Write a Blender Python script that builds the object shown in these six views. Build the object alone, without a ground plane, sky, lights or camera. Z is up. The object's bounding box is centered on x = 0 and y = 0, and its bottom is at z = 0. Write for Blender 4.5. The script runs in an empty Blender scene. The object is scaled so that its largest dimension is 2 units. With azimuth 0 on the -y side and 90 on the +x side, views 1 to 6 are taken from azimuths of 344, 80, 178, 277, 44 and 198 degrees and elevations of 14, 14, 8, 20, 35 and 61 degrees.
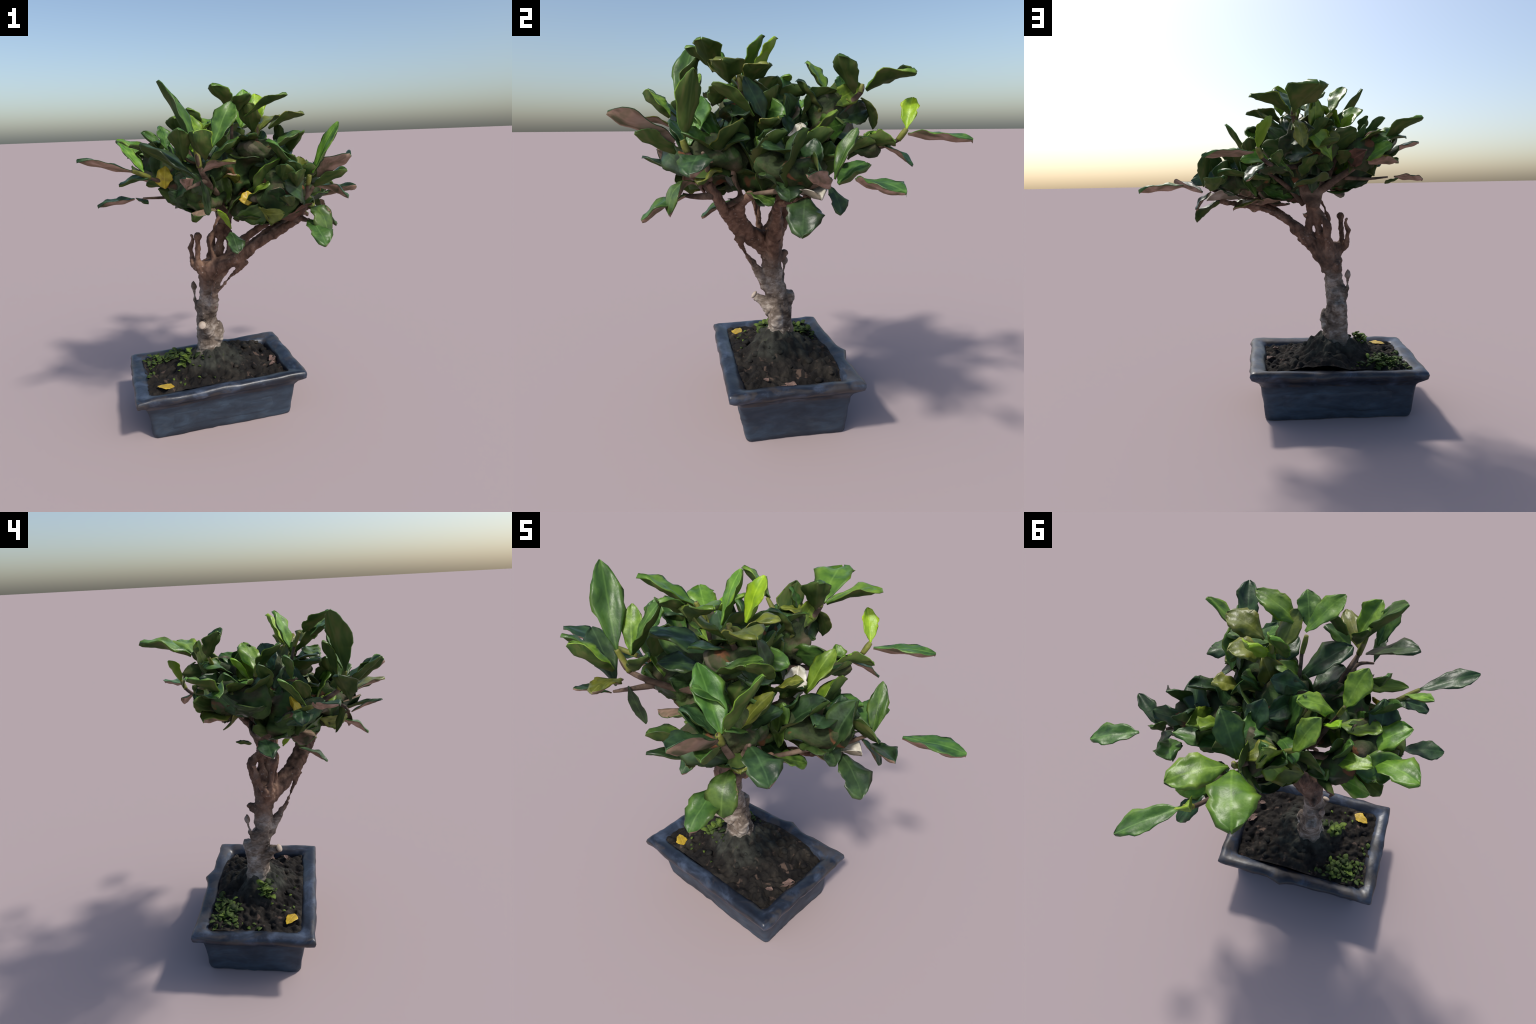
"""A potted bonsai fig: a shallow blue glazed tray, a soil mound with moss and litter,
a gnarled forked trunk and whorls of thick obovate leaves on bare branches."""
import bpy, bmesh, math, random
from mathutils import Vector, Matrix, noise

random.seed(7)
V = Vector
COL = bpy.context.scene.collection


# ------------------------------------------------------------------ helpers
def link(obj, parent=None):
    COL.objects.link(obj)
    if parent is not None:
        obj.parent = parent
    return obj


def mesh_object(name, bm, mats, parent=None, smooth=True):
    me = bpy.data.meshes.new(name)
    bm.to_mesh(me)
    bm.free()
    for m in mats:
        me.materials.append(m)
    if smooth:
        me.polygons.foreach_set("use_smooth", [True] * len(me.polygons))
    return link(bpy.data.objects.new(name, me), parent)


def fbm(p, scale, octaves=4):
    return noise.fractal(V(p) * scale, 1.0, 2.0, octaves)


def smoothstep(a, b, x):
    t = min(1.0, max(0.0, (x - a) / (b - a)))
    return t * t * (3 - 2 * t)


# ------------------------------------------------------------------ materials
class Nodes:
    """Small wrapper so that material recipes stay readable."""

    def __init__(self, name, rough=0.6, spec=0.4):
        self.mat = bpy.data.materials.new(name)
        self.mat.use_nodes = True
        self.t = self.mat.node_tree
        self.bsdf = self.t.nodes["Principled BSDF"]
        self.bsdf.inputs["Roughness"].default_value = rough
        self.bsdf.inputs["Specular IOR Level"].default_value = spec
        self.coord = self.t.nodes.new("ShaderNodeTexCoord")

    def put(self, node, sock, val):
        if hasattr(val, "is_output"):
            self.t.links.new(val, node.inputs[sock])
        elif val is not None:
            node.inputs[sock].default_value = val

    def mapping(self, scale=(1, 1, 1), loc=(0, 0, 0), src="Object"):
        m = self.t.nodes.new("ShaderNodeMapping")
        self.t.links.new(self.coord.outputs[src], m.inputs["Vector"])
        m.inputs["Scale"].default_value = scale
        self.put(m, "Location", loc)
        return m.outputs["Vector"]

    def noise(self, scale, vec=None, detail=4, rough=0.55, distort=0.0):
        n = self.t.nodes.new("ShaderNodeTexNoise")
        n.inputs["Scale"].default_value = scale
        n.inputs["Detail"].default_value = detail
        n.inputs["Roughness"].default_value = rough
        n.inputs["Distortion"].default_value = distort
        self.t.links.new(vec if vec is not None else self.coord.outputs["Object"], n.inputs["Vector"])
        return n.outputs["Fac"]

    def ramp(self, fac, stops):
        r = self.t.nodes.new("ShaderNodeValToRGB")
        e = r.color_ramp.elements
        while len(e) < len(stops):
            e.new(0.5)
        for k, (pos, c) in enumerate(stops):
            e[k].position = pos
            e[k].color = (*c, 1) if len(c) == 3 else c
        self.t.links.new(fac, r.inputs["Fac"])
        return r.outputs["Color"]

    def mask(self, fac, lo, hi):
        n = self.t.nodes.new("ShaderNodeMapRange")
        n.interpolation_type = "SMOOTHSTEP"
        self.t.links.new(fac, n.inputs["Value"])
        n.inputs["From Min"].default_value = lo
        n.inputs["From Max"].default_value = hi
        return n.outputs["Result"]

    def math(self, op, a, b=None):
        n = self.t.nodes.new("ShaderNodeMath")
        n.operation = op
        self.put(n, 0, a)
        self.put(n, 1, b)
        return n.outputs["Value"]

    def mix(self, fac, a, b, mode="MIX"):
        n = self.t.nodes.new("ShaderNodeMix")
        n.data_type = "RGBA"
        n.blend_type = mode
        self.put(n, 0, fac)
        self.put(n, 6, (*a, 1) if isinstance(a, tuple) else a)
        self.put(n, 7, (*b, 1) if isinstance(b, tuple) else b)
        return n.outputs[2]

    def xyz(self, vec=None):
        n = self.t.nodes.new("ShaderNodeSeparateXYZ")
        self.t.links.new(vec if vec is not None else self.coord.outputs["Object"], n.inputs["Vector"])
        return n.outputs

    def random(self):
        return self.t.nodes.new("ShaderNodeObjectInfo").outputs["Random"]

    def hsv(self, col, h=0.5, s=1.0, v=1.0):
        n = self.t.nodes.new("ShaderNodeHueSaturation")
        self.put(n, "Hue", h)
        self.put(n, "Saturation", s)
        self.put(n, "Value", v)
        self.put(n, "Color", col)
        return n.outputs["Color"]

    def bump(self, fac, strength, dist=0.01):
        b = self.t.nodes.new("ShaderNodeBump")
        b.inputs["Strength"].default_value = strength
        b.inputs["Distance"].default_value = dist
        self.t.links.new(fac, b.inputs["Height"])
        self.t.links.new(b.outputs["Normal"], self.bsdf.inputs["Normal"])

    def finish(self, col):
        self.put(self.bsdf, "Base Color", col)
        return self.mat


def leaf_top(name, dark, mid, light, rough=0.40):
    """Leaf upper face: blotchy green, pale midrib, yellower rim; varies leaf by leaf."""
    n = Nodes(name, rough, 0.38)
    shift = n.random()
    off = n.t.nodes.new("ShaderNodeCombineXYZ")
    n.put(off, 0, n.math("MULTIPLY", shift, 37.0))
    n.put(off, 1, n.math("MULTIPLY", shift, 11.0))
    vec = n.mapping((2.2, 1.3, 1.0), off.outputs[0])
    base = n.ramp(n.noise(1.7, vec, 3, 0.5, 0.4), [(0.30, dark), (0.52, mid), (0.74, light)])
    x, y, z = n.xyz()
    ax = n.math("ABSOLUTE", y)
    rib = n.math("SUBTRACT", 1.0, n.mask(ax, 0.0, 0.045))
    base = n.mix(n.math("MULTIPLY", rib, 0.32), base, tuple(min(1, c * 1.5 + 0.02) for c in light))
    rimm = n.mask(ax, 0.33, 0.52)
    base = n.mix(n.math("MULTIPLY", rimm, 0.25), base, (light[0] * 1.3 + 0.02, light[1] * 1.05, light[2]))
    wave = n.noise(5.0, n.mapping((2.0, 1.0, 1.0), off.outputs[0]), 2, 0.5)
    base = n.mix(n.math("MULTIPLY", n.mask(wave, 0.45, 0.7), 0.25), base, dark)
    h = n.math("ADD", 0.486, n.math("MULTIPLY", shift, 0.028))
    v = n.math("ADD", 0.78, n.math("MULTIPLY", n.math("FRACT", n.math("MULTIPLY", shift, 7.3)), 0.45))
    base = n.hsv(base, h, 1.0, v)
    n.bump(n.noise(5.0, n.mapping((2.2, 1, 1)), 3), 0.10, 0.02)
    return n.finish(base)


def leaf_under(name, a, b, c, rough=0.7):
    """Leaf underside: dull olive running to tan and mauve blotches."""
    n = Nodes(name, rough, 0.15)
    shift = n.random()
    off = n.t.nodes.new("ShaderNodeCombineXYZ")
    n.put(off, 0, n.math("MULTIPLY", shift, 23.0))
    n.put(off, 1, n.math("MULTIPLY", shift, 51.0))
    vec = n.mapping((1.2, 2.0, 1.0), off.outputs[0])
    base = n.ramp(n.noise(1.5, vec, 3, 0.55, 0.5), [(0.33, a), (0.5, b), (0.66, c)])
    x, y, z = n.xyz()
    rib = n.math("SUBTRACT", 1.0, n.mask(n.math("ABSOLUTE", y), 0.0, 0.05))
    base = n.mix(n.math("MULTIPLY", rib, 0.35), base, tuple(min(1, q * 1.4 + 0.02) for q in b))
    v = n.math("ADD", 0.8, n.math("MULTIPLY", shift, 0.4))
    return n.finish(n.hsv(base, 0.5, 1.0, v))


TOPS = {
    "dark": leaf_top("leaf_deep_green", (0.013, 0.030, 0.012), (0.026, 0.060, 0.020), (0.055, 0.115, 0.034)),
    "mid": leaf_top("leaf_green", (0.024, 0.060, 0.012), (0.054, 0.122, 0.020), (0.110, 0.205, 0.036)),
    "bright": leaf_top("leaf_fresh_green", (0.050, 0.112, 0.012), (0.112, 0.215, 0.018), (0.195, 0.315, 0.040)),
    "lime": leaf_top("leaf_lime", (0.150, 0.300, 0.014), (0.235, 0.420, 0.016), (0.320, 0.500, 0.025)),
    "olive": leaf_top("leaf_olive", (0.070, 0.088, 0.014), (0.130, 0.150, 0.020), (0.200, 0.215, 0.040)),
    "yellow": leaf_top("leaf_yellowed", (0.26, 0.17, 0.012), (0.38, 0.27, 0.014), (0.48, 0.36, 0.030)),
    "cream": leaf_top("leaf_bleached", (0.26, 0.24, 0.18), (0.48, 0.45, 0.38), (0.66, 0.64, 0.56), 0.7),
    "dead": leaf_top("leaf_withered", (0.060, 0.036, 0.022), (0.120, 0.066, 0.040), (0.230, 0.120, 0.080), 0.7),
}
UNDER = {
    "green": leaf_under("leaf_underside_olive", (0.028, 0.060, 0.014), (0.056, 0.092, 0.020), (0.095, 0.108, 0.034)),
    "mauve": leaf_under("leaf_underside_mauve", (0.095, 0.088, 0.048), (0.260, 0.170, 0.120), (0.400, 0.275, 0.215)),
    "lime": leaf_under("leaf_underside_lime", (0.150, 0.260, 0.020), (0.200, 0.330, 0.030), (0.250, 0.330, 0.080)),
    "yellow": leaf_under("leaf_underside_yellow", (0.25, 0.17, 0.012), (0.38, 0.27, 0.015), (0.45, 0.35, 0.03)),
    "cream": leaf_under("leaf_underside_bleached", (0.16, 0.14, 0.10), (0.26, 0.22, 0.17), (0.36, 0.31, 0.26)),
    "dead": leaf_under("leaf_underside_withered", (0.06, 0.04, 0.03), (0.12, 0.075, 0.055), (0.2, 0.13, 0.10)),
}


def bark_material():
    n = Nodes("bark", 0.8, 0.25)
    x, y, z = n.xyz()
    rings = n.math("ADD", n.math("MULTIPLY", n.noise(10.0, n.mapping((2.0, 2.0, 5.0)), 4, 0.6, 1.2), 0.35),
                   n.math("MULTIPLY", n.noise(9.0, None, 4, 0.6, 0.5), 0.65))
    grey = n.ramp(rings, [(0.36, (0.050, 0.036, 0.027)), (0.50, (0.165, 0.130, 0.102)), (0.64, (0.400, 0.350, 0.300))])  # bark ramp darkened and browned towards the trunk's shaded left side
    brown = n.ramp(n.noise(14.0, n.mapping((1.5, 1.5, 1.0)), 5, 0.6, 0.4),
                   [(0.32, (0.050, 0.028, 0.019)), (0.52, (0.150, 0.086, 0.058)), (0.72, (0.275, 0.170, 0.118))])
    wob = n.math("ADD", z, n.math("MULTIPLY", n.noise(4.0), 0.25))
    col = n.mix(n.mask(wob, 0.86, 1.08), grey, brown)
    spots = n.t.nodes.new("ShaderNodeTexVoronoi")
    spots.inputs["Scale"].default_value = 46
    n.t.links.new(n.coord.outputs["Object"], spots.inputs["Vector"])
    lent = n.math("MULTIPLY", n.math("SUBTRACT", 1.0, n.mask(spots.outputs["Distance"], 0.1, 0.3)),
                  n.mask(n.noise(7.0), 0.5, 0.6))
    col = n.mix(n.math("MULTIPLY", lent, 0.55), col, (0.40, 0.34, 0.29))
    # algae and soil splashed over the foot of the trunk, ragged upper edge
    foot = n.math("SUBTRACT", 1.0, n.mask(n.math("ADD", z, n.math("MULTIPLY", n.noise(13.0), 0.14)), 0.44, 0.53))
    col = n.mix(n.math("MULTIPLY", foot, 0.85), col, n.ramp(n.noise(20.0), [(0.4, (0.035, 0.034, 0.030)), (0.65, (0.085, 0.09, 0.078))]))
    n.bump(rings, 0.35, 0.012)
    return n.finish(col)


def twig_material():
    n = Nodes("twig_bark", 0.8, 0.25)
    col = n.ramp(n.noise(11.0, n.mapping((1, 1, 1.5)), 5, 0.6, 0.5),
                 [(0.30, (0.036, 0.025, 0.018)), (0.50, (0.105, 0.070, 0.050)), (0.70, (0.215, 0.150, 0.112))])
    n.bump(n.noise(40.0), 0.4, 0.008)
    return n.finish(col)


def shoot_material():
    n = Nodes("green_shoot", 0.6, 0.3)
    col = n.ramp(n.noise(16.0), [(0.35, (0.09, 0.10, 0.025)), (0.55, (0.19, 0.20, 0.035)), (0.70, (0.30, 0.24, 0.12))])
    return n.finish(col)


def glaze_material(name, body):
    n = Nodes(name, 0.5 if body else 0.36, 0.3 if body else 0.45)
    streak = n.noise(3.5 if body else 7.0, n.mapping((1.0, 1.0, 3.0 if body else 1.6)), 5, 0.65, 0.6)
    fine = n.noise(16.0, n.mapping((1, 1, 2.2)), 4, 0.6, 0.3)
    if body:
        col = n.ramp(streak, [(0.30, (0.020, 0.027, 0.040)), (0.50, (0.033, 0.048, 0.070)), (0.68, (0.050, 0.078, 0.112))])
        col = n.mix(n.math("MULTIPLY", n.mask(fine, 0.5, 0.75), 0.35), col, (0.065, 0.075, 0.088))
    else:
        col = n.ramp(streak, [(0.28, (0.005, 0.006, 0.009)), (0.49, (0.015, 0.020, 0.032)), (0.70, (0.062, 0.082, 0.124))])  # near-black to blue contrast: highlights along the rim painted into the glaze colour
        rust = n.mask(n.noise(5.5, n.mapping((1, 1, 4.0), (3, 1, 2)), 4, 0.6, 0.8), 0.49, 0.62)
        col = n.mix(n.math("MULTIPLY", rust, 0.7), col, (0.050, 0.042, 0.037))
        col = n.mix(n.math("MULTIPLY", n.mask(fine, 0.66, 0.80), 0.25), col, (0.17, 0.20, 0.26))
    n.bump(fine, 0.15, 0.01)
    return n.finish(col)


def soil_material():
    n = Nodes("potting_soil", 0.9, 0.2)
    big = n.noise(9.0, None, 5, 0.65, 0.6)
    col = n.ramp(big, [(0.34, (0.006, 0.005, 0.005)), (0.52, (0.014, 0.012, 0.010)), (0.70, (0.036, 0.030, 0.023))])
    chips = n.mask(n.noise(22.0, None, 3, 0.5, 0.4), 0.60, 0.72)
    col = n.mix(n.math("MULTIPLY", chips, 0.6), col, (0.120, 0.080, 0.060))
    x, y, z = n.xyz()
    algae = n.mask(n.math("ADD", z, n.math("MULTIPLY", n.noise(6.0), 0.12)), 0.37, 0.44)
    col = n.mix(n.math("MULTIPLY", algae, 0.75), col,
                n.ramp(n.noise(18.0), [(0.38, (0.014, 0.014, 0.012)), (0.66, (0.058, 0.062, 0.050))]))
    n.bump(n.noise(35.0), 0.6, 0.012)
    return n.finish(col)


def plain(name, stops, scale=14.0, rough=0.7, spec=0.3):
    n = Nodes(name, rough, spec)
    return n.finish(n.ramp(n.noise(scale), stops))


BARK, TWIG, SHOOT = bark_material(), twig_material(), shoot_material()
GLAZE_BODY, GLAZE_RIM, SOIL = glaze_material("glaze_body", True), glaze_material("glaze_rim", False), soil_material()
MOSS = plain("moss_green", [(0.35, (0.022, 0.036, 0.008)), (0.55, (0.060, 0.098, 0.014)), (0.70, (0.15, 0.215, 0.026))])
CHIP = plain("bark_chip_tan", [(0.35, (0.07, 0.045, 0.035)), (0.65, (0.20, 0.125, 0.10))])
CUTWOOD = plain("cut_wood_pale", [(0.35, (0.34, 0.26, 0.19)), (0.65, (0.60, 0.55, 0.50))])

# ------------------------------------------------------------------ root empty
TREE = bpy.data.objects.new("potted_bonsai_tree", None)
TREE["label"] = "small fig bonsai with glossy leaves in a shallow blue glazed pot"
TREE["category"] = "bonsai tree"
link(TREE)


# ------------------------------------------------------------------ pot
def rounded_rect(cx, cy, hx, hy, r, per_side=22, per_corner=5):
    """Points round a rounded rectangle, counter-clockwise."""
    pts = []
    corners = [(1, -1, -90), (1, 1, 0), (-1, 1, 90), (-1, -1, 180)]
    arcs = []
    for sx, sy, a0 in corners:
        arcs.append([V((cx + sx * (hx - r) + r * math.cos(math.radians(a0 + 90 * k / per_corner)),
                        cy + sy * (hy - r) + r * math.sin(math.radians(a0 + 90 * k / per_corner)), 0))
                     for k in range(per_corner + 1)])
    for k in range(4):
        pts += arcs[k]
        a, b = arcs[k][-1], arcs[(k + 1) % 4][0]
        pts += [a.lerp(b, j / per_side) for j in range(1, per_side)]
    return pts


def loft(rings, cap_start=False, cap_end=False, closed=True):
    bm = bmesh.new()
    vs = [[bm.verts.new(p) for p in ring] for ring in rings]
    n = len(vs[0])
    for a, b in zip(vs, vs[1:]):
        for i in range(n):
            j = (i + 1) % n
            bm.faces.new((a[i], a[j], b[j], b[i]))
    if cap_start:
        bm.faces.new(list(reversed(vs[0])))
    if cap_end:
        bm.faces.new(vs[-1])
    bmesh.ops.recalc_face_normals(bm, faces=bm.faces)
    return bm


POT_TOP = (-0.222, 0.040)
POT_FOOT = (-0.221, 0.046)
POT_HX, POT_HY = 0.507, 0.338


def pot_wobble(p, amount=0.009):
    q = p.copy()
    # the back rim bulges outward where the lip has slumped
    q.y += 0.030 * math.exp(-((p.x + 0.125) / 0.05) ** 2) * smoothstep(.30, .38, p.y) * smoothstep(.2, .26, p.z)
    q.x += amount * fbm(p, 7.0) + 0.4 * amount * fbm(p, 22.0)
    q.y += amount * fbm(p + V((5, 3, 1)), 7.0) + 0.4 * amount * fbm(p + V((9, 3, 1)), 22.0)
    q.z += 0.8 * amount * fbm(p + V((1, 8, 4)), 6.0) * smoothstep(0.01, 0.08, p.z)
    return q


def pot_ring(z, half_x, half_y, r, t):
    cx = POT_FOOT[0] + (POT_TOP[0] - POT_FOOT[0]) * t
    cy = POT_FOOT[1] + (POT_TOP[1] - POT_FOOT[1]) * t
    ring = []
    for p in rounded_rect(cx, cy, half_x, half_y, r):
        tilt = 0.011 * smoothstep(0.1, 0.29, z) * (p.x - cx) / POT_HX
        ring.append(pot_wobble(V((p.x, p.y, z + tilt))))
    return ring


def build_pot():
    body = [(0.000, .424, .262, .034), (0.004, .430, .268, .036), (0.030, .433, .270, .03), (0.080, .438, .276, .03),
            (0.130, .444, .283, .03), (0.175, .450, .289, .03), (0.200, .455, .293, .03), (0.212, .462, .300, .03)]
    rim = [(0.212, .462, .300, .03), (0.230, .473, .311, .025), (0.250, .496, .332, .014), (0.260, .511, .347, .012),
           (0.280, .516, .350, .012), (0.296, .511, .346, .012), (0.304, .497, .332, .018), (0.304, .478, .313, .02),
           (0.298, .452, .288, .025), (0.289, .432, .268, .03), (0.270, .420, .256, .03), (0.215, .412, .248, .03)]
    bm = loft([pot_ring(z, a, b, r, z / .29) for z, a, b, r in body], cap_start=True)
    pot = mesh_object("pot", bm, [GLAZE_BODY], TREE)
    bm = loft([pot_ring(z, a, b, r, z / .29) for z, a, b, r in rim])
    mesh_object("rim", bm, [GLAZE_RIM], pot)
    # faint raised panel on the long sides, as pressed into such trays
    for side, sy in (("front", -1), ("back", 1)):
        bm = bmesh.new()
        nx, nz = 40, 10
        grid = []
        for i in range(nx + 1):
            col = []
            for k in range(nz + 1):
                u, w = i / nx * 2 - 1, k / nz * 2 - 1
                z = 0.105 + 0.062 * w
                half_y = .270 + (.289 - .270) * (z - .03) / .145
                x = POT_FOOT[0] + u * 0.33
                edge = max(abs(u), abs(w))
                lift = 0.0035 if edge < 0.93 else -0.004
                col.append(bm.verts.new(pot_wobble(V((x, POT_FOOT[1] + sy * half_y, z))) + V((0, sy * lift, 0))))
            grid.append(col)
        for i in range(nx):
            for k in range(nz):
                bm.faces.new((grid[i][k], grid[i + 1][k], grid[i + 1][k + 1], grid[i][k + 1]))
        bmesh.ops.recalc_face_normals(bm, faces=bm.faces)
        bm.normal_update()
        if bm.faces[:][0].normal.y * sy < 0:
            bmesh.ops.reverse_faces(bm, faces=bm.faces)
        mesh_object("pressed_panel", bm, [GLAZE_BODY], pot)
    return pot


# ------------------------------------------------------------------ soil
TRUNK_FOOT = V((-0.243, 0.045, 0))


def soil_height(x, y):
    d = math.hypot((x - TRUNK_FOOT.x) / 1.15, y - TRUNK_FOOT.y)
    z = 0.278 - 0.014 * smoothstep(0.08, 0.18, x)
    z += 0.115 * math.exp(-(d / 0.135) ** 2) + 0.045 * math.exp(-(d / 0.24) ** 2)
    # a root ridge runs from the trunk to the right
    rx = (x + 0.13) / 0.13
    z += 0.050 * math.exp(-rx * rx - ((y - 0.02) / 0.12) ** 2)
    z -= 0.035 * math.exp(-((x + 0.29) / 0.07) ** 2 - ((y - 0.16) / 0.05) ** 2)      # hollow behind the trunk
    z += 0.030 * math.exp(-((x + 0.40) / 0.06) ** 2 - ((y + 0.02) / 0.06) ** 2)      # lump under the tuft
    z += 0.012 * math.exp(-((x + 0.49) / 0.09) ** 2 - ((y - 0.21) / 0.07) ** 2)      # moss pad
    # soil banked against the back wall on the right
    z += 0.030 * smoothstep(0.10, 0.26, y) * smoothstep(-0.30, -0.15, x) * smoothstep(0.15, 0.0, x)
    p = V((x, y, 0.3))
    lumps = abs(noise.noise(p * 17)) * 0.040 + 0.024 * fbm(p, 11) + 0.010 * fbm(p, 36)
    inner = smoothstep(0, 0.05, min(0.43 - abs(x - POT_TOP[0]), 0.262 - abs(y - POT_TOP[1])) + 0.02)
    return z + (lumps - 0.010) * inner


def build_soil():
    bm = bmesh.new()
    nx, ny = 150, 96
    hx, hy = 0.436, 0.268
    g = [[None] * (ny + 1) for _ in range(nx + 1)]
    for i in range(nx + 1):
        for j in range(ny + 1):
            x = POT_TOP[0] + hx * (2 * i / nx - 1)
            y = POT_TOP[1] + hy * (2 * j / ny - 1)
            g[i][j] = bm.verts.new((x, y, soil_height(x, y)))
    for i in range(nx):
        for j in range(ny):
            bm.faces.new((g[i][j], g[i + 1][j], g[i + 1][j + 1], g[i][j + 1]))
    soil = mesh_object("soil", bm, [SOIL], TREE)
    return soil


# ------------------------------------------------------------------ wood
def catmull(pts, steps=6):
    """Smooth spine through (x, y, z, radius[, flatten]) control points."""
    out = []
    P = [pts[0]] + list(pts) + [pts[-1]]
    for k in range(1, len(P) - 2):
        p0, p1, p2, p3 = P[k - 1:k + 3]
        for s in range(steps):
            t = s / steps
            out.append(tuple(0.5 * (2 * b + (c - a) * t + (2 * a - 5 * b + 4 * c - d) * t * t + (3 * b - a - 3 * c + d) * t ** 3)
                             for a, b, c, d in zip(p0, p1, p2, p3)))
    out.append(tuple(pts[-1]))
    return out


def tube(bm, pts, sides=12, steps=6, rough=0.10, seed=0):
    path = catmull(pts, steps)
    prev, ref = None, None
    n = len(path)
    for k, q in enumerate(path):
        c = V(q[:3])
        t = (V(path[min(k + 1, n - 1)][:3]) - V(path[max(k - 1, 0)][:3])).normalized()
        if ref is None:
            ref = V((1, 0, 0)) if abs(t.x) < 0.8 else V((0, 1, 0))
        u = (ref - t * ref.dot(t)).normalized()
        ref = u
        w = t.cross(u)
        ring = []
        for s in range(sides):
            a = 2 * math.pi * s / sides
            d = u * math.cos(a) + w * math.sin(a)
            r = q[3] * (1 + rough * fbm(c * 14 + d * 1.3 + V((seed, 0, 0)), 1.0, 3))
            ring.append(bm.verts.new(c + d * r))
        if prev is None:
            bm.faces.new(list(reversed(ring)))
        else:
            for s in range(sides):
                j = (s + 1) % sides
                bm.faces.new((prev[s], prev[j], ring[j], ring[s]))
        prev = ring
    bm.faces.new(prev)


def remeshed(name, bm, voxel, mats, parent, smooth_iter=3, relief=None):
    obj = mesh_object(name, bm, mats, parent)
    m = obj.modifiers.new("fuse", "REMESH")
    m.mode = "VOXEL"
    m.voxel_size = voxel
    m.use_smooth_shade = True
    s = obj.modifiers.new("soften", "SMOOTH")
    s.factor = 0.5
    s.iterations = smooth_iter
    dg = bpy.context.evaluated_depsgraph_get()
    me = bpy.data.meshes.new_from_object(obj.evaluated_get(dg))
    obj.modifiers.clear()
    obj.data = me
    me.name = name
    if relief:
        me.calc_loop_triangles()
        norms = [v.normal.copy() for v in me.vertices]
        for v, nn in zip(me.vertices, norms):
            v.co += nn * relief(v.co)
    me.polygons.foreach_set("use_smooth", [True] * len(me.polygons))
    return obj


def bark_relief(p):
    rings = 0.0012 * math.sin(p.z * 150 + 4 * fbm(p, 9)) * smoothstep(0.98, 0.80, p.z)
    return rings + 0.011 * fbm(p, 14) + 0.004 * fbm(p, 45)


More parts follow.
